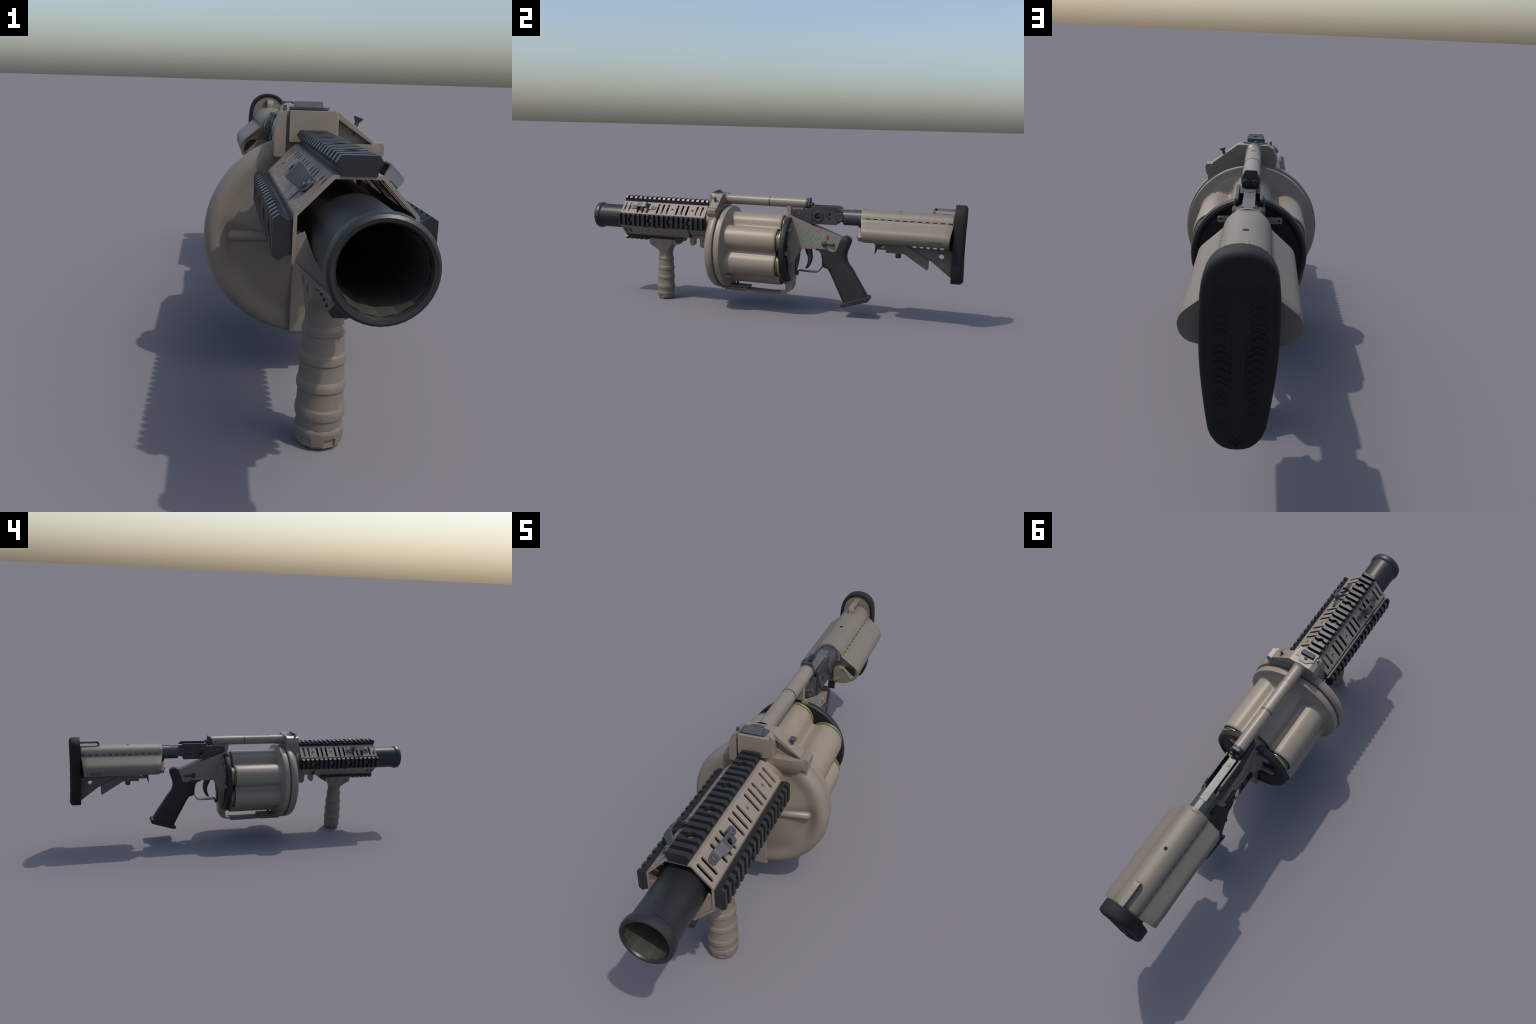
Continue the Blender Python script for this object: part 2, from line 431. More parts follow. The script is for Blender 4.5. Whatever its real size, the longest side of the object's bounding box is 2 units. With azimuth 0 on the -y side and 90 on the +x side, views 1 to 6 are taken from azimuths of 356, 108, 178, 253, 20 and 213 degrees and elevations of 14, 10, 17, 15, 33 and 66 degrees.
# clamp head that grips the lower rail: wide block blending into the neck
rings = []
for z, xh, ya, yb in ((0.332, 0.040, -0.677, -0.533), (0.306, 0.040, -0.676, -0.535), (0.300, 0.0395, -0.674, -0.538), (0.292, 0.0385, -0.664, -0.543), (0.279, 0.0375, -0.644, -0.550), (0.268, 0.0365, -0.630, -0.5525), (0.256, 0.0355, -0.6255, -0.5535), (0.245, 0.0345, -0.625, -0.554)):
    yc = (ya + yb) / 2; yh = (yb - ya) / 2; e = 0.22 + 0.78 * max(0, (0.300 - z) / 0.055); e = min(e, 1.0)
    ring = []
    for k in range(32):
        w = 2 * PI * k / 32; c, s_ = math.cos(w), math.sin(w)
        ring.append((xh * math.copysign(abs(c) ** e, c), yc + yh * math.copysign(abs(s_) ** e, s_), z))
    rings.append(ring)
loft("foregrip_clamp", rings, FORE, fore, 40)
for s in (1, -1):
    for y in (-0.645, -0.583):
        box("clamp_recess_frame", s * 0.0385, s * 0.0412, y - 0.011, y + 0.011, 0.299, 0.326, FORE, fore, 0.0012)
        box("clamp_nut", s * 0.041, s * 0.0425, y - 0.005, y + 0.006, 0.304, 0.316, POLYDARK, fore, 0.001)
prism("foregrip_rear_stop", [(-0.537, 0.333), (-0.507, 0.333), (-0.500, 0.318), (-0.512, 0.303), (-0.535, 0.300)], 'x', -0.033, 0.033, FORE, fore, 0.003)
prism("rail_end_stop", [(-0.520, 0.342), (-0.484, 0.342), (-0.478, 0.334), (-0.482, 0.322), (-0.500, 0.316), (-0.520, 0.318)], 'x', -0.036, 0.036, BLACK, fore, 0.002)

# ================================================================== SLING HOOK BRACKET below the sleeve
hook = prism("sling_bracket", fillet([(-0.441, 0.352), (-0.441, 0.318), (-0.436, 0.306), (-0.424, 0.304), (-0.416, 0.312), (-0.414, 0.345), (-0.384, 0.346), (-0.381, 0.305), (-0.374, 0.296), (-0.360, 0.296), (-0.352, 0.306), (-0.345, 0.362), (-0.425, 0.360)], 0.004, 3),
             'x', -0.016, 0.016, TAN, None, 0.003)
spin("bracket_pin", [(0.009, -0.02), (0.009, 0.02)], (0, -0.364, 0.318), (1, 0, 0), TAN, hook, 16)

# ================================================================== FRONT PLATE
DZ = 0.3185
FP = [(0.0001, -0.302), (0.040, -0.300), (0.070, -0.2955), (0.100, -0.288), (0.130, -0.278), (0.150, -0.2715), (0.160, -0.2690), (0.168, -0.2692), (0.176, -0.2725), (0.184, -0.2765), (0.194, -0.2800), (0.204, -0.2790),
      (0.213, -0.2735), (0.2195, -0.264), (0.2225, -0.251), (0.2220, -0.240), (0.2190, -0.2345), (0.2135, -0.233), (0.0001, -0.233)]
rings = []
for r, y in FP:
    ring = []
    for k in range(96):
        w = 2 * PI * k / 96
        yy = y
        if r < 0.19 and y < -0.25:      # the face above the ribs is fuller than the dish below
            low = max(0.0, min(1.0, (math.sin(w) - 0.03) / 0.25)); low = 0.75 * low * low * (3 - 2 * low)
            bot = max(0.0, min(1.0, (-math.sin(w) - 0.30) / 0.45)); low = max(low, 0.6 * bot * bot * (3 - 2 * bot))
            full = -0.302 + 0.0215 * max(0, min(1, r / 0.19)) ** 1.3
            yy = y * (1 - low * 0.85) + full * low * 0.85
        ring.append((r * math.cos(w), yy, DZ + r * math.sin(w)))
    rings.append(ring)
plate = loft("front_plate", rings, TAN, None, 40, caps=False)
for s in (1, -1):    # horizontal stiffening ribs
    spin("plate_rib", [(0.0001, 0), (0.010, 0.001), (0.0125, 0.006), (0.0125, 0.115), (0.009, 0.122), (0.0001, 0.125)], (s * 0.048, -0.2945, DZ + 0.006), (s, 0.185, -0.02), TAN, plate, 20, 45, close=False)
spin("axle_boss", [(0.030, -0.27), (0.030, -0.318), (0.0255, -0.324), (0.0245, -0.366), (0.021, -0.371), (0.0001, -0.372)], (0, 0, DZ), (0, 1, 0), TAN, plate, 24, 32, close=False)
# vertical spine below the barrel, turning into the bottom strap
prism("front_spine", fillet([(-0.262, 0.40), (-0.306, 0.40), (-0.2915, 0.105), (-0.280, 0.097), (-0.240, 0.094), (-0.240, 0.13), (-0.250, 0.20)], [0, 0, .008, .008, 0, 0, 0], 3), 'x', -0.0285, 0.0285, TAN, plate, 0.0025)

# ================================================================== TOP BLOCK with sight base and side wing
blk = prism("top_block", fillet([(-0.077, 0.500), (-0.077, 0.562), (-0.066, 0.588), (-0.045, 0.598), (0.049, 0.598), (0.054, 0.590), (0.056, 0.47), (0.0, 0.46), (-0.05, 0.47), (-0.074, 0.498)], [.003, .012, .012, .010, .004, .004, 0, 0, 0, 0], 4),
            'y', -0.3015, -0.238, TAN, None, 0.003)
prism("block_front_cover", fillet([(-0.048, 0.530), (-0.048, 0.595), (0.046, 0.595), (0.046, 0.530)], 0.004, 3), 'y', -0.3175, -0.298, TAN, blk, 0.002)
prism("block_side_cover", fillet([(-0.0785, 0.499), (-0.0785, 0.562), (-0.067, 0.5885), (-0.054, 0.5955), (-0.054, 0.499)], [.003, .012, .010, .002, .003], 3), 'y', -0.3115, -0.280, TAN, blk, 0.002)
screw(V((-0.0768, -0.262, 0.549)), V((-1, 0, 0)), 0.0105, TAN, blk, "side_rivet", 0.5)
# saddle between block and plate rim
prism("block_saddle", fillet([(-0.074, 0.510), (-0.06, 0.545), (0.05, 0.548), (0.15, 0.505), (0.155, 0.46), (0.06, 0.45), (-0.06, 0.45)], 0.012, 3), 'y', -0.274, -0.2345, TAN, blk, 0.004)
# wing: slanted top plate, rear wall and rounded bowl
prism("wing_top", [(0.044, 0.598), (0.054, 0.597), (0.136, 0.5345), (0.136, 0.5245), (0.044, 0.586)], 'y', -0.2835, -0.2385, TAN, blk, 0.0015)
prism("wing_wall", [(0.046, 0.592), (0.140, 0.526), (0.150, 0.490), (0.046, 0.48)], 'y', -0.266, -0.2395, TAN, blk, 0.002)
wtip = prism("wing_tip", fillet([(0.132, 0.530), (0.158, 0.530), (0.161, 0.520), (0.160, 0.505), (0.154, 0.490), (0.132, 0.490)], 0.003, 2), 'y', -0.2855, -0.2375, TAN, blk, 0.002)
def bowl():
    rings = []
    N_ = 12
    for i in range(N_ + 1):           # from top ledge (t=0) to bottom keel (t=1)
        t = i / N_; a = t * PI / 2
        z = 0.5265 - 0.066 * math.sin(a); c = math.cos(a) ** 0.75
        x1 = 0.060 + 0.098 * (0.35 + 0.65 * c) if t < 1 else 0.100
        yf = -0.258 - 0.043 * c
        ring = []
        for k in range(11):
            w = PI / 2 * k / 10
            ring.append((0.050 + (x1 - 0.050) * math.sin(w) ** 0.55, -0.25 + (yf + 0.25) * math.cos(w) ** 0.45 if k < 10 else -0.25, z))
        ring += [(0.050, -0.245, z)]
        rings.append(ring)
    return loft("wing_bowl", rings, TAN, blk, 50)
bowl()
prism("block_gusset", [(0.047, 0.596), (0.058, 0.583), (0.058, 0.50), (0.047, 0.50)], 'y', -0.2975, -0.26, TAN, blk, 0.003)
post = spin("wing_peg", [(0.0055, -0.012), (0.005, 0.010), (0.0048, 0.016), (0.010, 0.023), (0.011, 0.027), (0.0001, 0.026)], (0.098, -0.262, 0.556), (0.30, 0.0, 0.95), STEEL, blk, 14, 35, close=False)
# sight base
base = prism("sight_base", fillet([(-0.046, -0.308), (0.030, -0.308), (0.037, -0.296), (0.037, -0.272), (0.020, -0.268), (0.012, -0.254), (-0.022, -0.252), (-0.033, -0.266), (-0.046, -0.270)], 0.006, 4), 'z', 0.5965, 0.6015, STEEL, blk, 0.001)
prism("sight_blade", [(-0.310, 0.601), (-0.288, 0.6130), (-0.285, 0.6130), (-0.285, 0.601)], 'x', -0.036, 0.0225, STEEL, base, 0.0008)
screw(V((-0.008, -0.2745, 0.6018)), V((0, 0, 1)), 0.0075, DARK, base, "sight_screw")
box("sight_post", -0.060, -0.053, -0.297, -0.287, 0.585, 0.6045, STEEL, base, 0.001)

# ================================================================== TOP TUBE
PZ = 0.5695; PR = 0.0256
tube = spin("top_tube", [(0.034, -0.240), (0.030, -0.236), (0.0272, -0.231), (PR, -0.222), (PR, 0.0035), (PR - .0012, 0.0045), (PR - .0012, 0.0095), (PR, 0.0105), (PR, 0.203), (0.0001, 0.203)],
            (0, 0, PZ), (0, 1, 0), TAN, None, 32, 34, close=False)
spin("tube_joint_ring", [(PR + .0006, 0.004), (PR + .0009, 0.005), (PR + .0009, 0.009), (PR + .0006, 0.010), (PR - .004, 0.0101), (PR - .004, 0.0039)], (0, 0, PZ), (0, 1, 0), STEEL, tube, 32, close=False)
cut(tube, [box("c", -0.03, 0.03, -0.145, -0.006, PZ + 0.0236, PZ + 0.06, HOLE)], 34)
endc = spin("tube_end_cap", [(PR - .001, 0.2005), (PR + .0008, 0.2015), (PR + .0008, 0.210), (PR - 0.002, 0.2125), (0.0001, 0.2125)], (0, 0, PZ), (0, 1, 0), DARK, tube, 32, 30, close=False)
prism("end_cap_plate", fillet([(-0.026, 0.566), (-0.0165, 0.5985), (0.0165, 0.5985), (0.026, 0.566), (0.0225, 0.551), (0.009, 0.5435), (-0.009, 0.5435), (-0.0225, 0.551)], 0.004, 3), 'y', 0.2115, 0.2235, DARK, endc, 0.0015)
for s in (1, -1):
    spin("end_cap_bolt", [(0.0062, 0.0), (0.0062, 0.006), (0.0098, 0.007), (0.0098, 0.0125), (0.0075, 0.0142), (0.0058, 0.011), (0.0001, 0.010)], (s * 0.0128, 0.222, 0.5655), (0, 1, 0), DARK, endc, 18, 30, close=False)

# ================================================================== DRUM
RC, RL = 0.1195, 0.0665
D0 = math.radians(18.5); D1 = math.radians(30.0); VALLEY = 0.1400
def arc(d): return RC * math.cos(d) + math.sqrt(RL ** 2 - (RC * math.sin(d)) ** 2)
def lobe(w):
    """radius of the six merged chambers at polar angle w, with filleted valleys"""
    d = abs((w - PI / 2 + PI / 6) % (PI / 3) - PI / 6)
    if d <= D0: return arc(d)
    h = D1 - D0; t = (d - D0) / h
    m0 = (arc(D0) - arc(D0 - 0.001)) / 0.001 * h
    return (2 * t ** 3 - 3 * t * t + 1) * arc(D0) + (t ** 3 - 2 * t * t + t) * m0 + (3 * t * t - 2 * t ** 3) * VALLEY
def soft(a, b, k): 
    h = max(k - abs(a - b), 0) / k
    return max(a, b) + h * h * k / 4
W = 240
def drum_ring(y, cone, inset=0.0):
    pts = []
    for i in range(W):
        w = 2 * PI * i / W
        r = lobe(w) - inset
        r = soft(r, cone, 0.006)
        pts.append((r * math.cos(w), y, DZ + r * math.sin(w)))
    return pts
def circ(y, r): return [(r * math.cos(2 * PI * i / W), y, DZ + r * math.sin(2 * PI * i / W)) for i in range(W)]
rings = [circ(-0.231, 0.150), circ(-0.231, 0.207), circ(-0.2285, 0.2105), circ(-0.224, 0.212), circ(-0.2225, 0.2148), circ(-0.201, 0.2148), circ(-0.1985, 0.2138), circ(-0.1970, 0.2115)]
for y, c in ((-0.1950, 0.2050), (-0.1925, 0.1985), (-0.1895, 0.1920), (-0.1865, 0.1860), (-0.1835, 0.1790), (-0.180, 0.1710), (-0.176, 0.162), (-0.172, 0.153), (-0.167, 0.144), (-0.160, 0.132)):
    rings.append(drum_ring(y, c))
for y in (-0.10, 0.0, 0.075): rings.append(drum_ring(y, 0.05))
rings += [drum_ring(0.0815, 0.05, 0.0008), drum_ring(0.085, 0.05, 0.0035), drum_ring(0.085, 0.05, 0.006)]
drum = loft("drum", rings, DRUM, None, 34)
# grey machined rear edge and six cartridges
loft("drum_rear_rim", [drum_ring(0.083, 0.05, 0.0045), drum_ring(0.0868, 0.05, 0.0045), drum_ring(0.088, 0.05, 0.006), drum_ring(0.088, 0.05, 0.03)], DARK, drum, 34)
cart = None
for k in range(6):
    w = PI / 2 + k * PI / 3
    c = V((RC * math.cos(w), 0, DZ + RC * math.sin(w)))
    if cart is None:
        cart = spin("cartridge", [(0.052, 0.06), (0.0555, 0.088), (0.0555, 0.0935), (0.0520, 0.0955), (0.0520, 0.0985), (0.0590, 0.1005), (0.0605, 0.103), (0.0605, 0.1075), (0.058, 0.110), (0.020, 0.110), (0.018, 0.107), (0.0001, 0.107)], (0, 0, 0), (0, 1, 0), BRASS, drum, 36, 30, close=False)
        ob = cart
    else:
        ob = bpy.data.objects.new("cartridge", cart.data); link(ob, drum)
    ob.matrix_local = Matrix.Translation(c) @ Matrix.Rotation(0.7 * k, 4, 'Y')
spin("drum_index_peg", [(0.0001, 0.0), (0.0085, 0.0), (0.0085, 0.036), (0.007, 0.038), (0.0001, 0.038)], (0.117, -0.200, 0.178), (0, 1, 0), TAN, drum, 16, close=False)
# numerals stamped round the flange
def numeral(ch, w, y, size):
    cu = bpy.data.curves.new("n", 'FONT'); cu.body = ch; cu.size = size; cu.extrude = 0.0004; cu.align_x = 'CENTER'; cu.align_y = 'CENTER'
    t = bpy.data.objects.new("n", cu); COL.objects.link(t)
    bpy.context.view_layer.update()
    me = bpy.data.meshes.new_from_object(t.evaluated_get(bpy.context.evaluated_depsgraph_get()))
    bpy.data.objects.remove(t)
    o = bpy.data.objects.new("flange_numeral", me); link(o, drum, WHITE)
    n = V((math.cos(w), 0, math.sin(w))); up = V((0, 1, 0)); rt = up.cross(n)
    M = Matrix((rt, up, n)).transposed().to_4x4()
    o.matrix_local = Matrix.Translation(V((0, y, DZ)) + n * 0.2150) @ M @ Matrix.Rotation(-PI / 2, 4, 'Z')
for k in range(6):
    numeral(str(k + 1), PI / 2 + k * PI / 3 + 0.42, -0.2125, 0.016)

# ================================================================== BREECH PLATE (black)
KZ, KR = 0.3280, 0.1720
bp_ = spin("breech_plate", [(0.0001, 0.1115), (0.130, 0.1115), (0.150, 0.108), (0.160, 0.1070), (KR - .003, 0.1065), (KR, 0.1095), (KR, 0.122), (KR - .003, 0.131), (KR - .010, 0.1355), (KR - .017, 0.134),
                            (KR - .023, 0.127), (0.120, 0.121), (0.0001, 0.119)], (0, 0, KZ), (0, 1, 0), PLATE, None, 64, 34, close=False)
for k in range(10):
    w = PI / 10 + k * PI / 5
    d = V((math.cos(w), 0, math.sin(w)))
    p = [V((0, 0.1215, KZ)) + d * r for r in (0.05, 0.148)]
    ribbon("breech_rib", p, 0.006, 0.005, d.cross(V((0, 1, 0))), PLATE, bp_)
spin("breech_rivet", [(0.007, -0.004), (0.007, 0.003), (0.004, 0.006), (0.0001, 0.0065)], (0.105, 0.1165, 0.452), (0.3, -0.6, 0.4), DARK, bp_, 14, close=False)

# ================================================================== REAR FRAME
HW = 0.030
rear = prism("rear_frame", fillet([(0.124, 0.508), (0.3955, 0.4075), (0.3715, 0.3375), (0.353, 0.3300), (0.315, 0.3440), (0.165, 0.3370), (0.130, 0.337)], [0, .003, .006, .012, .006, 0, 0], 4), 'x', -HW, HW, TAN, None, 0.0022)
# flared neck that meets the breech plate
for s in (1, -1):
    P = [(s * HW * .5, 0.108, 0.506), (s * 0.037, 0.112, 0.506), (s * (HW - .0003), 0.127, 0.505), (s * HW * .5, 0.127, 0.505),
         (s * HW * .5, 0.108, 0.336), (s * 0.060, 0.114, 0.336), (s * (HW - .0003), 0.181, 0.341), (s * HW * .5, 0.181, 0.341)]
    P2 = [(s * HW * .4, 0.108, 0.255), (s * 0.042, 0.113, 0.255), (s * 0.026, 0.150, 0.262), (s * HW * .4, 0.150, 0.262)]
    mesh("frame_cheek", P + P2, [(0, 1, 2, 3), (0, 4, 5, 1), (1, 5, 6, 2), (2, 6, 7, 3), (3, 7, 4, 0), (4, 8, 9, 5), (5, 9, 10, 6), (6, 10, 11, 7), (7, 11, 8, 4), (8, 11, 10, 9)], TAN, rear, 20)
# lower strut and bottom strap
strut = prism("lower_strut", fillet([(0.108, 0.345), (0.160, 0.345), (0.172, 0.334), (0.158, 0.310), (0.153, 0.200), (0.149, 0.135), (0.138, 0.110), (0.118, 0.0975), (0.060, 0.0895), (0.060, 0.094), (0.108, 0.106)], [0, 0, .004, .01, .02, .02, .02, .02, 0, 0, .006], 4), 'x', -0.0275, 0.0275, TAN, rear, 0.003)
ribbon("bottom_strap", [(0, 0.078, 0.0925), (0, 0.04, 0.0898), (0, -0.04, 0.0905), (0, -0.10, 0.0925), (0, -0.18, 0.0945), (0, -0.25, 0.0975)], 0.055, 0.0130, (1, 0, 0), STRAP, strut, 0.002)
prism("strut_back_plate", [(0.150, 0.333), (0.1755, 0.333), (0.162, 0.285), (0.159, 0.215), (0.145, 0.215)], 'x', -0.0195, 0.0195, PLATE, rear, 0.0015)
lat = prism("strap_latch", fillet([(-0.031, -0.226), (0.031, -0.226), (0.031, -0.105), (0.022, -0.091), (-0.022, -0.091), (-0.031, -0.105)], 0.005, 3), 'z', 0.1060, 0.1125, STRAP, strut, 0.0012)
prism("latch_lower_plate", fillet([(-0.031, -0.229), (0.031, -0.229), (0.031, -0.115), (0.022, -0.101), (-0.022, -0.101), (-0.031, -0.115)], 0.005, 3), 'z', 0.0850, 0.0895, STRAP, lat, 0.0012)
for y in (-0.185, -0.150, -0.120):
    box("latch_spacer", -0.025, 0.025, y - 0.008, y + 0.008, 0.088, 0.107, POLYDARK, lat, 0.001)
spin("latch_stud", [(0.006, 0), (0.006, 0.012), (0.004, 0.015), (0.0001, 0.015)], (0.020, -0.172, 0.112), (0, 0, 1), DARK, lat, 14, close=False)
spin("latch_stud", [(0.006, 0), (0.006, 0.012), (0.004, 0.015), (0.0001, 0.015)], (-0.020, -0.172, 0.112), (0, 0, 1), DARK, lat, 14, close=False)
# cross pegs
def bar(name, p, q, w, h, mat, parent, b=0.004):
    P, Q = V(p), V(q); d = (Q - P).normalized(); u = V((0, 0, 1)); u = (u - d * u.dot(d)).normalized(); v = d.cross(u)
    R = [[c + u * (h * a) + v * (w * e) for a, e in ((1, 1), (1, -1), (-1, -1), (-1, 1))] for c in (P, Q)]
    o = loft(name, R, mat, parent); bevel(o, b, 3); return o
for s in (1, -1):
    pg = bar("cross_peg", (s * 0.02, 0.134, 0.437), (s * 0.094, 0.134, 0.437), 0.0095, 0.0095, TAN, rear)
    spin("peg_hole", [(0.0032, 0), (0.0032, 0.002)], (s * 0.085, 0.1425, 0.439), (0, 1, 0), HOLE, pg, 10)
    bar("cross_peg", (s * 0.02, 0.130, 0.312), (s * 0.112, 0.122, 0.318), 0.0085, 0.0095, TAN, rear)
    prism("frame_side_lug", fillet([(0.116, 0.425), (0.128, 0.425), (0.130, 0.395), (0.124, 0.385), (0.116, 0.385)], 0.003), 'x', s * 0.03, s * 0.062, TAN, rear, 0.002)
# web to the top tube
prism("tube_strut", fillet([(0.100, 0.553), (0.126, 0.553), (0.126, 0.505), (0.1075, 0.505)], [0, 0, .002, .006]), 'x', -0.022, 0.022, TAN, rear, 0.002)
prism("tube_strut_pad", [(0.124, 0.535), (0.189, 0.537), (0.189, 0.550), (0.124, 0.550)], 'x', -0.016, 0.016, TAN, rear, 0.001)
# selector levers and pins
for s in (1, -1):
    x = s * HW
    sel = spin("selector_lever", [(0.0145, 0.0), (0.0145, 0.004), (0.0125, 0.0085), (0.0075, 0.0115), (0.0001, 0.012)], (x, 0.309, 0.3715), (s, 0, 0), DARK, rear, 24, 40, close=False)
    rr = []
    for t, hw_, hh in ((0.318, 0.006, 0.007), (0.328, 0.0055, 0.0055), (0.338, 0.0065, 0.0065), (0.350, 0.008, 0.008), (0.358, 0.007, 0.0065), (0.3615, 0.003, 0.003)):
        zc = 0.3735 - (t - 0.318) * 0.07
        rr.append([(x + s * (0.0045 + hw_ * math.cos(2 * PI * k / 12)), t, zc + hh * math.sin(2 * PI * k / 12)) for k in range(12)])
    loft("selector_arm", rr, DARK, sel, 50)
pin = spin("frame_pin", [(0.0085, 0), (0.0085, 0.005), (0.0072, 0.0065), (0.0050, 0.0065), (0.0045, 0.004), (0.0001, 0.004)], (HW, 0.3205, 0.4125), (1, 0, 0), TAN, rear, 18, 30, close=False)

# painted and stamped markings on the right side of the frame
def stroke(name, pts, w, mat, x, parent=None):
    P = smooth_curve([(x, y, z) for y, z in pts], 5)
    n = len(P); vs, fs = [], []
    for i, p in enumerate(P):
        t = (P[min(i + 1, n - 1)] - P[max(i - 1, 0)]).normalized(); q = V((0, -t.z, t.y))
        ww = w * (0.75 + 0.35 * math.sin(1.3 + 5 * i / n))
        vs += [p + q * ww, p - q * ww, p + q * ww + V((0.0007 * math.copysign(1, x), 0, 0)), p - q * ww + V((0.0007 * math.copysign(1, x), 0, 0))]
    for i in range(n - 1):
        a, b = 4 * i, 4 * i + 4
        fs += [(a, a + 1, b + 1, b), (a + 2, b + 2, b + 3, a + 3), (a, b, b + 2, a + 2), (a + 1, a + 3, b + 3, b + 1)]
    fs += [(0, 2, 3, 1), (4 * n - 4, 4 * n - 3, 4 * n - 1, 4 * n - 2)]
    return mesh(name, vs, fs, mat, parent, 60)
X = HW + 0.0001
stroke("painted_letter", [(0.219, 0.4265), (0.206, 0.424), (0.196, 0.413), (0.188, 0.395), (0.1935, 0.384), (0.206, 0.382), (0.2165, 0.387)], 0.0054, TEAL, X, rear)
stroke("painted_letter", [(0.246, 0.420), (0.257, 0.417), (0.259, 0.404), (0.252, 0.389), (0.239, 0.3735), (0.2285, 0.379), (0.230, 0.394), (0.241, 0.409), (0.2465, 0.417)], 0.0046, TEAL, X, rear)
stroke("painted_letter", [(0.2815, 0.414), (0.2755, 0.402), (0.269, 0.388)], 0.0050, TEAL, X, rear)
stroke("painted_letter", [(0.2665, 0.380), (0.2655, 0.373), (0.2655, 0.366)], 0.0050, TEAL, X, rear)
def stamped(ch, loc, size, mat, s, parent):
    cu = bpy.data.curves.new("t", 'FONT'); cu.body = ch; cu.size = size; cu.extrude = 0.0004; cu.align_x = 'CENTER'; cu.align_y = 'CENTER'
    t = bpy.data.objects.new("t", cu); COL.objects.link(t); bpy.context.view_layer.update()
    me = bpy.data.meshes.new_from_object(t.evaluated_get(bpy.context.evaluated_depsgraph_get())); bpy.data.objects.remove(t)
    o = bpy.data.objects.new("stamped_letter", me); link(o, parent, mat)
    rt = V((0, s, 0)); up = V((0, 0, 1)); n = V((s, 0, 0))
    o.matrix_local = Matrix.Translation(loc) @ Matrix((rt, up, n)).transposed().to_4x4()
stamped("S", V((HW + 0.0002, 0.3055, 0.4140)), 0.017, WHITE, 1, rear)
stamped("S", V((-HW - 0.0002, 0.3060, 0.4140)), 0.015, WHITE, -1, rear)

# ================================================================== TRIGGER and GUARD
trig_pts = [(0.2165, 0.345, 0.0195), (0.2215, 0.325, 0.0185), (0.2290, 0.300, 0.0155), (0.2300, 0.280, 0.0130), (0.2255, 0.260, 0.0100), (0.2170, 0.243, 0.0075), (0.2095, 0.234, 0.0050)]
C = smooth_curve([(0, y, z) for y, z, w in trig_pts], 4); rings = []
for i, p in enumerate(C):
    f = i / (len(C) - 1) * (len(trig_pts) - 1); j = min(int(f), len(trig_pts) - 2); w = trig_pts[j][2] * (1 - f + j) + trig_pts[j + 1][2] * (f - j)
    t = (C[min(i + 1, len(C) - 1)] - C[max(i - 1, 0)]).normalized(); q = V((0, -t.z, t.y))
    xw = 0.0105
    rings.append([p + q * (w * math.cos(2 * PI * k / 12)) + V((xw * math.sin(2 * PI * k / 12), 0, 0)) for k in range(12)])
loft("trigger", rings, DARK, None, 50)
gpts = smooth_curve([(0, 0.304, 0.275), (0, 0.2975, 0.252), (0, 0.288, 0.236), (0, 0.274, 0.2195), (0, 0.255, 0.2175), (0, 0.215, 0.2175), (0, 0.176, 0.2185), (0, 0.163, 0.213)], 4)
tg = ribbon("trigger_guard", gpts, 0.034, 0.0045, (1, 0, 0), DARK, None, 0.0012)
spin("guard_screw", [(0.006, 0.0), (0.006, 0.006), (0.0105, 0.007), (0.0115, 0.010), (0.0115, 0.016), (0.009, 0.0195), (0.0001, 0.0195)], (0, 0.150, 0.203), (0, 1, -0.05), DARK, tg, 18, 35, close=False)

# ================================================================== PISTOL GRIP
GS = [((0.4130, 0.070), (0.5420, 0.110), 0.0320), ((0.388, 0.122), (0.5140, 0.156), 0.0320), ((0.362, 0.174), (0.4830, 0.204), 0.0320), ((0.338, 0.222), (0.4560, 0.248), 0.0322), ((0.3255, 0.2405), (0.4420, 0.2640), 0.0324), ((0.306, 0.2450), (0.4320, 0.2790), 0.0326),
      ((0.2955, 0.2560), (0.4265, 0.2920), 0.0328), ((0.2940, 0.282), (0.4225, 0.310), 0.0332), ((0.2935, 0.308), (0.4235, 0.328), 0.0336), ((0.2930, 0.322), (0.4290, 0.346), 0.0340), ((0.2990, 0.338), (0.4360, 0.366), 0.0345), ((0.330, 0.360), (0.4430, 0.388), 0.0345), ((0.352, 0.382), (0.4420, 0.402), 0.0340), ((0.372, 0.398), (0.4320, 0.4110), 0.0325), ((0.386, 0.408), (0.416, 0.4165), 0.0280)]
rings = []
for (fy, fz), (by, bz), hw in GS:
    cy, cz, hy, hz = (fy + by) / 2, (fz + bz) / 2, (by - fy) / 2, (bz - fz) / 2
    ring = []
    for k in range(40):
        w = 2 * PI * k / 40; c_, s_ = math.cos(w), math.sin(w); e = 0.55
        a_ = math.copysign(abs(c_) ** e, c_); b_ = math.copysign(abs(s_) ** e, s_)
        ring.append((hw * b_, cy + hy * a_, cz + hz * a_))
    rings.append(ring)
grip = loft("pistol_grip", rings, GRIP, None, 60)
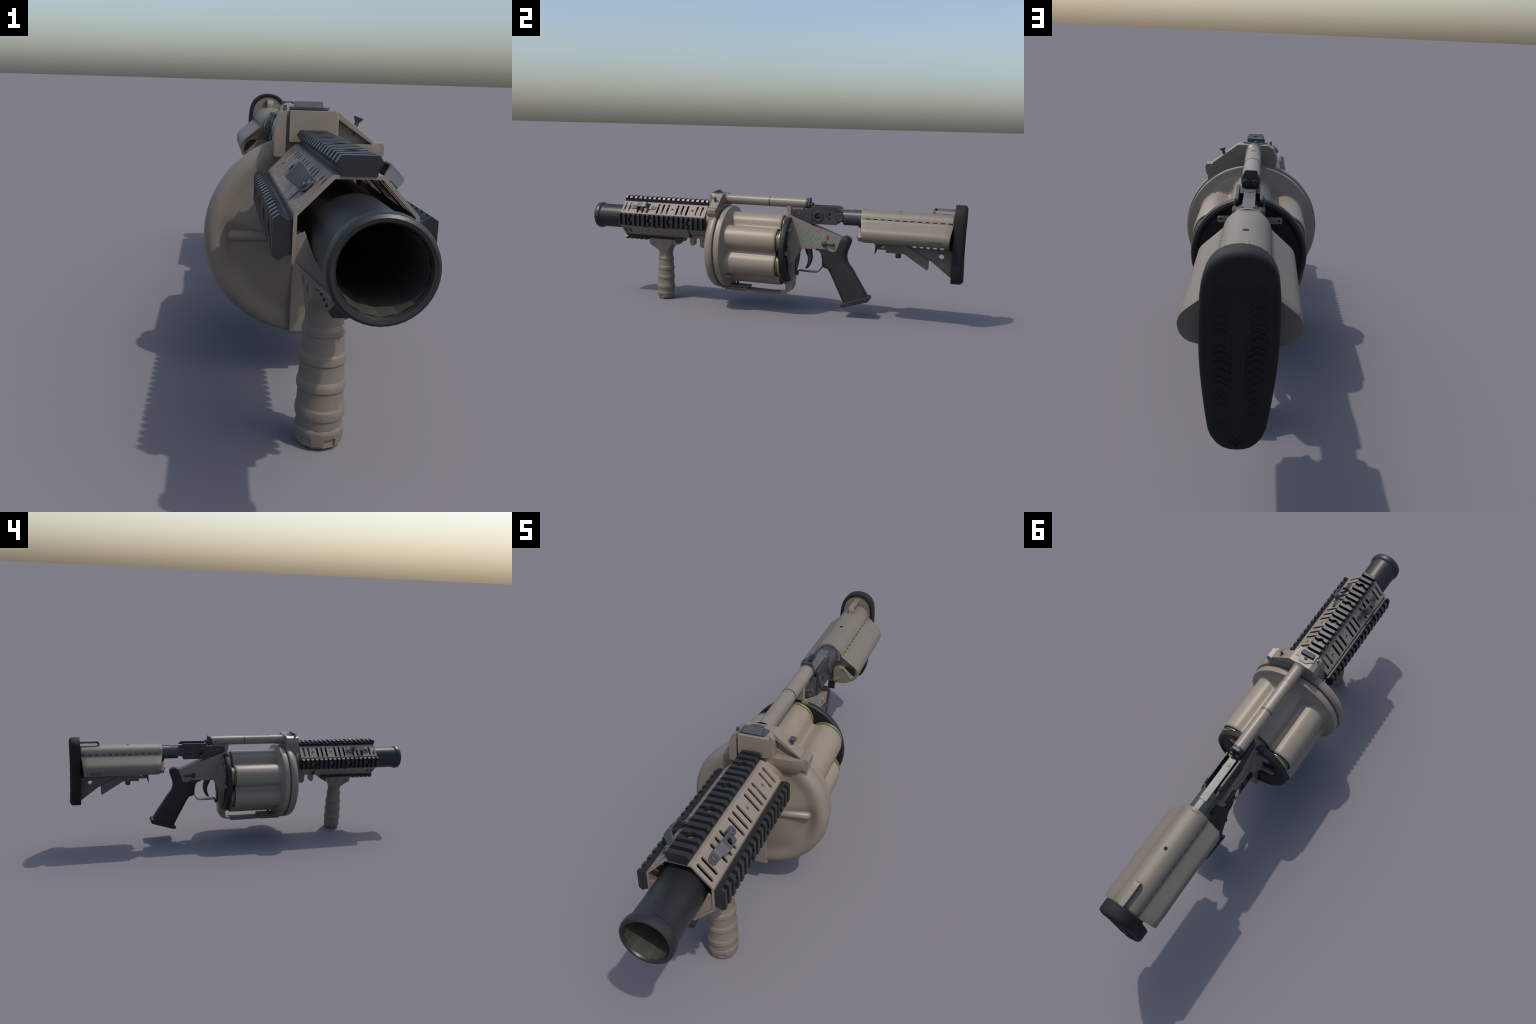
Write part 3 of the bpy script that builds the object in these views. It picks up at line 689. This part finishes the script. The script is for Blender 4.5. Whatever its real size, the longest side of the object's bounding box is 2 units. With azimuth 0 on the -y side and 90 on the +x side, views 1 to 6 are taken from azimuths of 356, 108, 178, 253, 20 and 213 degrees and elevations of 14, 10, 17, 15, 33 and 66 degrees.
# the frame plate sits in a V-shaped notch of the grip
cut(grip, [prism("c", fillet([(0.124, 0.560), (0.124, 0.500), (0.20, 0.3430), (0.315, 0.3435), (0.353, 0.3295), (0.3720, 0.3370), (0.3965, 0.4080), (0.385, 0.430)], [0, 0, 0, .006, .012, .006, .003, 0], 4), 'x', -0.06, 0.06, HOLE)], 40)
prism("grip_tang", fillet([(0.261, 0.3455), (0.263, 0.3360), (0.2825, 0.3320), (0.2925, 0.318), (0.2955, 0.300), (0.32, 0.305), (0.33, 0.346)], [.002, .004, .012, .010, 0, 0, 0], 5), 'x', -0.0300, 0.0300, GRIP, grip, 0.004, 3)
prism("grip_base_flange", fillet([(0.403, 0.0660), (0.4050, 0.0525), (0.420, 0.0515), (0.5445, 0.0905), (0.5525, 0.1030), (0.5440, 0.1180)], [.005, .005, .003, .006, .006, .006], 3), 'x', -0.0360, 0.0360, GRIP, grip, 0.006, 3)
stamped("F", V((0.0330, 0.3545, 0.318)), 0.020, RED, 1, grip)
stamped("F", V((-0.0330, 0.3545, 0.318)), 0.020, RED, -1, grip)
prism("grip_badge", fillet([(0.368, 0.204), (0.384, 0.204), (0.382, 0.190), (0.376, 0.180), (0.370, 0.190)], 0.003), 'x', -0.0327, -0.0270, RUBBER, grip, 0.0004)

# ================================================================== HINGE AND STOCK TUBE
prism("hinge_mount", fillet([(0.130, 0.5105), (0.1335, 0.5345), (0.139, 0.5385), (0.240, 0.5385), (0.240, 0.466), (0.232, 0.4690)], [.002, .004, .004, 0, 0, 0], 3), 'x', -0.0305, 0.0305, DARK, None, 0.0015)
hinge = None
for s in (1, -1):
    hp = prism("hinge_plate", fillet([(0.2335, 0.4710), (0.2345, 0.5620), (0.368, 0.5635), (0.384, 0.5560), (0.388, 0.548), (0.374, 0.5385), (0.366, 0.528), (0.368, 0.500), (0.374, 0.490), (0.374, 0.478), (0.366, 0.4715)], [.003, .003, .010, .006, .004, .005, .006, .006, .004, .006, .005], 3),
               'x', s * 0.0275, s * 0.0355, DARK, hinge, 0.0012)
    cut(hp, [spin("c", [(0.0155, 0), (0.0155, 0.02)], (s * 0.022, 0.2725, 0.5105), (s, 0, 0), HOLE, None, 24),
             prism("c", fillet([(0.326, 0.499), (0.338, 0.499), (0.338, 0.529), (0.326, 0.529)], 0.0055, 4), 'x', s * 0.022, s * 0.045, HOLE)], 30)
    if hinge is None: hinge = hp
    spin("hinge_boss", [(0.0156, -0.006), (0.0160, 0.0035), (0.0180, 0.0055), (0.0240, 0.0055), (0.0262, 0.0030), (0.0262, -0.001)], (s * 0.0355, 0.2725, 0.5105), (s, 0, 0), DARK, hp, 28, 30, close=False)
    spin("slot_screw", [(0.0065, 0), (0.0065, 0.004), (0.003, 0.0045), (0.0001, 0.003)], (s * 0.029, 0.332, 0.511), (s, 0, 0), STEEL, hp, 14, close=False)
    spin("mount_screw", [(0.0082, 0), (0.0082, 0.0022), (0.0068, 0.003), (0.0050, 0.0026), (0.0045, 0.001), (0.0001, 0.001)], (s * 0.0305, 0.171, 0.5195), (s, 0, 0), STEEL, hp, 18, close=False)
    spin("mount_pin", [(0.0045, 0), (0.0045, 0.0015), (0.0001, 0.002)], (s * 0.0305, 0.145, 0.5275), (s, 0, 0), DARK, hp, 12, close=False)
    spin("hinge_knob", [(0.0225, -0.012), (0.0225, 0.0025), (0.0210, 0.0045), (0.0165, 0.0055), (0.0145, 0.0038), (0.0001, 0.0036)], (s * 0.0365, 0.383, 0.5135), (s, 0, 0), DARK, hp, 28, 30, close=False)
    prism("hinge_knuckle", fillet([(0.364, 0.4955), (0.364, 0.5330), (0.408, 0.5320), (0.408, 0.4965)], 0.003), 'x', s * 0.020, s * 0.0335, DARK, hp, 0.0012)
SZ, SR = 0.5105, 0.0395
tube2 = spin("stock_tube", [(0.0001, 0.238), (0.0255, 0.238), (0.0262, 0.398), (SR - 0.0015, 0.3985), (SR, 0.400), (SR, 0.56), (0.0001, 0.56)], (0, 0, SZ), (0, 1, 0), TUBE, None, 36, 34, close=False)
box("tube_flat", -0.0158, 0.0158, 0.2385, 0.448, 0.535, 0.5508, BARE, tube2, 0.0012)
box("tube_flat_end", -0.012, 0.012, 0.449, 0.50, 0.535, 0.5512, TUBE, tube2, 0.0015)
screw(V((0, 0.274, 0.5508)), V((0, 0, 1)), 0.0092, BARE, tube2, "tube_screw", 0.3)
prism("tube_fin", [(0.474, 0.474), (0.492, 0.474), (0.500, 0.424), (0.487, 0.430)], 'x', -0.013, 0.013, DARK, tube2, 0.0012)

# ================================================================== STOCK
half = [(0.0, 0.5548), (0.012, 0.5545), (0.024, 0.5515), (0.035, 0.5455), (0.045, 0.5360), (0.052, 0.5235), (0.0548, 0.5125), (0.068, 0.5005), (0.086, 0.4855), (0.101, 0.4730), (0.109, 0.4655), (0.1145, 0.4560), (0.1172, 0.4450), (0.1165, 0.4330),
        (0.1125, 0.4210), (0.1050, 0.4115), (0.0950, 0.4050), (0.0800, 0.4010), (0.055, 0.3985), (0.030, 0.3965), (0.0, 0.3955)]
sect = half + [(-x, z) for x, z in reversed(half[1:-1])]
def front_y(x, z):
    """front end leans back towards the outside and the bottom"""
    k = max(0.0, min(1.0, (0.515 - z) / 0.09))
    return 0.4955 + 0.017 * k + 0.006 * max(0, abs(x) - 0.06) / 0.06
def rear_y(x, z):
    return 0.936 - 0.012 * max(0.0, min(1.0, (0.50 - z) / 0.08)) ** 0.7
rings = []
SEG = 14
for i in range(SEG + 1):
    u = i / SEG
    rings.append([(x, front_y(x, z) * (1 - u) + rear_y(x, z) * u, z) for x, z in sect])
def scaled(ring, dy, f):
    cx, cz = 0.0, 0.465
    return [(cx + (x - cx) * f, y + dy, cz + (z - cz) * f) for x, y, z in ring]
rings = [scaled(rings[0], 0.000, 0.90), scaled(rings[0], -0.0026, 0.955), scaled(rings[0], -0.0022, 0.982), scaled(rings[0], -0.0008, 0.995)] + rings + [scaled(rings[-1], 0.002, 0.985), scaled(rings[-1], 0.002, 0.95)]
stock = loft("stock_body", rings, POLY, None, 34)
# crenellated hinge-like shell over the tube
cols = []
y = 0.502; n_ = 24
pitch_ = (0.9335 - 0.503) / n_
top_half = [(0.0, 0.5548), (0.012, 0.5545), (0.024, 0.5515), (0.035, 0.5455), (0.045, 0.5360), (0.0518, 0.5235), (0.0542, 0.5170), (0.0560, 0.5095)]
def shell_off(x, z, t=0.0018):
    c = V((x, z - 0.508)); c.normalize(); return (x + c.x * t, z + c.y * t)
vs, fs = [], []
row = [shell_off(x, z) for x, z in reversed([(-x, z) for x, z in top_half[1:]])] + [shell_off(x, z) for x, z in top_half]
row = sorted(row, key=lambda p: math.atan2(p[1] - 0.508, p[0]))
m_ = len(row)
for i in range(n_ + 1):
    for x, z in row: vs.append((x, 0.503 + pitch_ * i, z))
for i in range(n_):
    for k in range(m_ - 1):
        if k in (0, m_ - 2) and i % 2 == 1: continue
        fs.append((i * m_ + k, i * m_ + k + 1, (i + 1) * m_ + k + 1, (i + 1) * m_ + k))
shell = mesh("stock_top_shell", vs, fs, POLY, stock, 34)
sm = shell.modifiers.new("s", 'SOLIDIFY'); sm.thickness = 0.0035; sm.offset = -1
bake(shell, 34)
cv, cf = [], []
for s in (1, -1):
    for i in range(1, n_, 2):
        y0_, y1_ = 0.503 + pitch_ * (i - 0.05), 0.503 + pitch_ * (i + 1.05)
        b0 = len(cv)
        for (x, z) in ((0.0556, 0.5185), (0.0566, 0.5160), (0.0540, 0.5150), (0.0530, 0.5185)):
            cv += [(s * x, y0_, z), (s * x, y1_, z)]
        cf += [(b0, b0 + 2, b0 + 3, b0 + 1), (b0 + 2, b0 + 4, b0 + 5, b0 + 3), (b0 + 4, b0 + 6, b0 + 7, b0 + 5), (b0 + 6, b0, b0 + 1, b0 + 7), (b0, b0 + 6, b0 + 4, b0 + 2), (b0 + 1, b0 + 3, b0 + 5, b0 + 7)]
for s in (1, -1):                      # fine parting line that closes the square wave
    def sliver(y0_, y1_, za, zb):
        b0 = len(fv)
        for (x, z) in ((0.0562, za), (0.0570, zb), (0.0540, zb), (0.0532, za)):
            fv.extend([(s * x, y0_, z), (s * x, y1_, z)])
        ff.extend([(b0, b0 + 2, b0 + 3, b0 + 1), (b0 + 2, b0 + 4, b0 + 5, b0 + 3), (b0 + 4, b0 + 6, b0 + 7, b0 + 5), (b0 + 6, b0, b0 + 1, b0 + 7), (b0, b0 + 6, b0 + 4, b0 + 2), (b0 + 1, b0 + 3, b0 + 5, b0 + 7)])
    if s == 1: fv, ff = [], []
    for i in range(n_):
        ya, yb = 0.503 + pitch_ * i, 0.503 + pitch_ * (i + 1)
        if i % 2 == 0: sliver(ya, yb, 0.5105, 0.5092)
        if i % 2 == 0 or i == n_ - 1: sliver(yb - 0.0007, yb + 0.0007, 0.5170, 0.5092)
        if i % 2 == 1: sliver(yb - 0.0007, yb + 0.0007, 0.5170, 0.5092)
    
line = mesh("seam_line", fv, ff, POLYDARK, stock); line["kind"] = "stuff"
seam = mesh("seam_slot", cv, cf, HOLE, stock); seam["kind"] = "stuff"
# front lip around the tube
lipo = [(0.0432 * math.cos(PI * (-0.12 + 1.24 * k / 24)), SZ + 0.0455 * math.sin(PI * (-0.12 + 1.24 * k / 24))) for k in range(25)]
ribbon_pts = [V((x, 0.4965, z)) for x, z in lipo]
rings = []
for i, p in enumerate(ribbon_pts):
    o = (p - V((0, 0.4965, SZ))).normalized()
    rings.append([p + o * 0.0035 + V((0, -0.005, 0)), p + o * 0.0035 + V((0, 0.008, 0)), p - o * 0.003 + V((0, 0.008, 0)), p - o * 0.003 + V((0, -0.005, 0))])
loft("stock_front_lip", rings, POLY, stock, 40)
# storage tube caps on the front of both saddles, with dark openings
for s in (1, -1):
    opening = fillet([(s * 0.064, 0.4690), (s * 0.088, 0.4665), (s * 0.1015, 0.4540), (s * 0.1050, 0.4400), (s * 0.1020, 0.4280), (s * 0.096, 0.4290)], 0.004, 3)
    m_o = len(opening)
    ov = [(x, front_y(x, z) - 0.0035, z) for x, z in opening] + [(x, front_y(x, z) + 0.01, z) for x, z in opening]
    mesh("storage_opening", ov, [tuple(range(m_o)), tuple(range(2 * m_o - 1, m_o - 1, -1))] + [(k, (k + 1) % m_o, m_o + (k + 1) % m_o, m_o + k) for k in range(m_o)], HOLE, stock)
    capo = prism("storage_cap", fillet([(s * 0.024, 0.462), (s * 0.046, 0.470), (s * 0.062, 0.466), (s * 0.098, 0.428), (s * 0.092, 0.412), (s * 0.070, 0.404), (s * 0.036, 0.402), (s * 0.024, 0.412)], 0.006, 3), 'y', 0.4880, 0.520, POLY, stock, 0.003)
    ribbon("cap_ridge", [(s * 0.060, 0.490, 0.4665), (s * 0.1005, 0.503, 0.4255)], 0.006, 0.012, (0.7 * s, 0, 0.7), POLY, capo, 0.0015)
    bar("cap_tab", (s * 0.030, 0.4830, 0.418), (s * 0.046, 0.4865, 0.4285), 0.010, 0.0045, POLY, capo, 0.0015)
# rear end caps of the saddles are closed by the body; small recessed label panel on both sides
for s in (1, -1):
    P = [(s * 0.1163, 0.829, 0.4340), (s * 0.1163, 0.893, 0.4340), (s * 0.1093, 0.893, 0.4150), (s * 0.1093, 0.829, 0.4150)]
    Q = [(p[0] + s * 0.0012, p[1], p[2] - 0.0004) for p in P]
    lab = mesh("stock_label_panel", P + Q, [(0, 1, 2, 3), (7, 6, 5, 4), (0, 4, 5, 1), (1, 5, 6, 2), (2, 6, 7, 3), (3, 7, 4, 0)], POLYDARK if s < 0 else POLYDARK, stock)
spin("stock_top_hole", [(0.0075, -0.002), (0.0075, 0.0004), (0.0060, 0.0008), (0.0001, 0.0008)], (0, 0.6805, 0.5566), (0, 0, 1), HOLE, stock, 16, close=False)
box("pad_gap_dark_block", -0.046, 0.046, 0.9265, 0.9500, 0.385, 0.512, HOLE, stock)  # black filler block giving the gap before the pad its darkness
# sling loop at the top rear
lp = smooth_curve([(0, 0.8405, 0.548), (0, 0.8405, 0.566), (0, 0.8445, 0.5745), (0, 0.852, 0.5775), (0, 0.90, 0.5775), (0, 0.944, 0.5775)], 4)
ribbon("sling_loop", lp, 0.0215, 0.0120, (1, 0, 0), POLY, stock, 0.002)
# parts under the saddle
tri_out = [(0.560, 0.402), (0.560, 0.385), (0.622, 0.382), (0.700, 0.360), (0.722, 0.3855), (0.828, 0.3275), (0.845, 0.3195), (0.9395, 0.2465), (0.9395, 0.402)]
toe = prism("stock_toe", tri_out, 'x', -0.0145, 0.0145, POLYDARK, stock, 0.0012)
cs = [spin("c", [(0.0135, -0.03), (0.0135, 0.03)], (0, 0.889, 0.347), (1, 0, 0), HOLE, None, 8)]
for yy in (0.755, 0.7885, 0.822, 0.8555, 0.888):
    cs.append(spin("c", [(0.0122, -0.03), (0.0122, 0.03)], (0, yy, 0.3900), (1, 0, 0), HOLE, None, 12))
cut(toe, cs, 30)
for s in (1, -1):    # raised stiffening frame on the toe
    ribbon("toe_rim", [(s * 0.0150, 0.941, 0.2505), (s * 0.0150, 0.846, 0.3235), (s * 0.0150, 0.829, 0.3315)], 0.0045, 0.0055, (1, 0, 0), POLYDARK, toe, 0.001)
    ribbon("toe_rim", [(s * 0.0150, 0.858, 0.3245), (s * 0.0150, 0.941, 0.3225)], 0.0045, 0.0055, (1, 0, 0), POLYDARK, toe, 0.001)
    ribbon("toe_rim", [(s * 0.0150, 0.755, 0.3755), (s * 0.0150, 0.941, 0.3745)], 0.0045, 0.0055, (1, 0, 0), POLYDARK, toe, 0.001)
    spin("toe_boss", [(0.0136, -0.001), (0.0140, 0.0025), (0.0215, 0.0025), (0.0225, 0.0)], (s * 0.0145, 0.889, 0.347), (s, 0, 0), POLYDARK, toe, 24, close=False)
lever = prism("stock_lever", fillet([(0.622, 0.398), (0.622, 0.358), (0.705, 0.3515), (0.8265, 0.2745), (0.8295, 0.2830), (0.8285, 0.3240), (0.8200, 0.3330), (0.722, 0.3895), (0.715, 0.398)], [0, .002, .004, .003, .003, .005, .004, 0, 0], 3), 'x', -0.0205, 0.0205, POLYDARK, stock, 0.002)
box("lever_base", -0.023, 0.023, 0.6195, 0.7085, 0.3490, 0.3595, POLYDARK, lever, 0.0015)
box("lever_tongue", -0.018, 0.018, 0.5780, 0.6230, 0.3620, 0.3685, POLYDARK, lever, 0.001)
box("lever_tongue_web", -0.016, 0.016, 0.6080, 0.6230, 0.3680, 0.392, POLYDARK, lever, 0.001)
spin("lever_knob", [(0.0001, 0.0), (0.0125, 0.0), (0.0142, 0.002), (0.0142, 0.030)], (0, 0.6795, 0.3245), (0, 0, 1), DARK, lever, 18, 30, close=False)
prism("lock_blade", [(0.5655, 0.396), (0.5625, 0.3370), (0.5655, 0.3365), (0.5765, 0.3680), (0.5835, 0.3720), (0.602, 0.3760), (0.602, 0.396)], 'x', -0.0135, 0.0135, DARK, stock, 0.001)

# ================================================================== BUTT PAD
pad_half = [(0.000, 0.6045), (0.016, 0.6030), (0.031, 0.5985), (0.044, 0.5905), (0.055, 0.5790), (0.0630, 0.5650), (0.0685, 0.5460), (0.0715, 0.520), (0.0725, 0.480), (0.0725, 0.440), (0.0715, 0.405), (0.0690, 0.370), (0.0645, 0.330), (0.0590, 0.290), (0.0540, 0.2600),
            (0.0480, 0.2440), (0.0380, 0.2310), (0.0260, 0.2225), (0.0130, 0.2185), (0.0, 0.2175)]
padc = pad_half + [(-x, z) for x, z in reversed(pad_half[1:-1])]
def pad_ring(y, inset, curve=0.0):
    out = []
    cz = 0.411
    for x, z in padc:
        r = V((x, z - cz)); 
        f = 1 - inset / max(0.05, r.length) 
        fx = 1 - inset / 0.0725; fz = 1 - inset / 0.193
        out.append((x * fx, y - curve * (1 - ((z - cz) / 0.193) ** 2), cz + (z - cz) * fz))
    return out
rings = [pad_ring(0.9540, 0.030), pad_ring(0.9520, 0.0120), pad_ring(0.9425, 0.0100), pad_ring(0.9412, 0.0065), pad_ring(0.9412, 0.0035), pad_ring(0.9425, 0.0), pad_ring(0.965, 0.0), pad_ring(0.984, 0.0, 0.002), pad_ring(0.9915, 0.0030, 0.003), pad_ring(0.9955, 0.0085, 0.004), pad_ring(0.9980, 0.0150, 0.005), pad_ring(0.9986, 0.022, 0.0055), pad_ring(0.9986, 0.05, 0.006)]
pad = loft("butt_pad", rings, RUBBER, None, 40)
# chevron tread
def tread(pts, w=0.0038, h=0.0026):
    cz = 0.411
    P = [V((x, 0.9988 - 0.0056 * (1 - ((z - cz) / 0.193) ** 2) - 0.0002, z)) for x, z in pts]
    return ribbon("tread_chevron", P, 2 * h, w, (0, 1, 0), RUBBER, pad)
for s in (1, -1):
    for k in range(20):
        z = 0.545 - k * 0.0145 + random.uniform(-0.0025, 0.0025)
        if random.random() < 0.12: continue
        lim = 0.050 if z > 0.36 else 0.050 - (0.36 - z) * 0.16
        tread([(s * (0.017 + random.uniform(-.002, .002)), z - 0.010), (s * ((0.017 + lim) / 2 + random.uniform(-.002, .002)), z), (s * (lim + random.uniform(-.004, .001)), z - 0.010 + random.uniform(-.002, .002))], random.uniform(0.003, 0.0045), random.uniform(0.0018, 0.0028))
for k in range(5):
    z = 0.556 - k * 0.0145
    tread([(-0.014, z), (0, z - 0.012), (0.014, z)])
for k in range(5):
    z = 0.292 - k * 0.0125
    tread([(-0.013, z), (0, z - 0.011), (0.013, z)])
prism("pad_panel", fillet([(-0.0125, 0.305), (0.0125, 0.305), (0.0125, 0.470), (-0.0125, 0.470)], 0.002), 'y', 0.985, 0.9958, RUBBER, pad, 0.0008)
# tan backing plate inside the pad rim
rings = [pad_ring(0.9462, 0.019), pad_ring(0.9462, 0.0125), pad_ring(0.956, 0.0122)]
loft("butt_plate", rings, POLY, pad, 40)
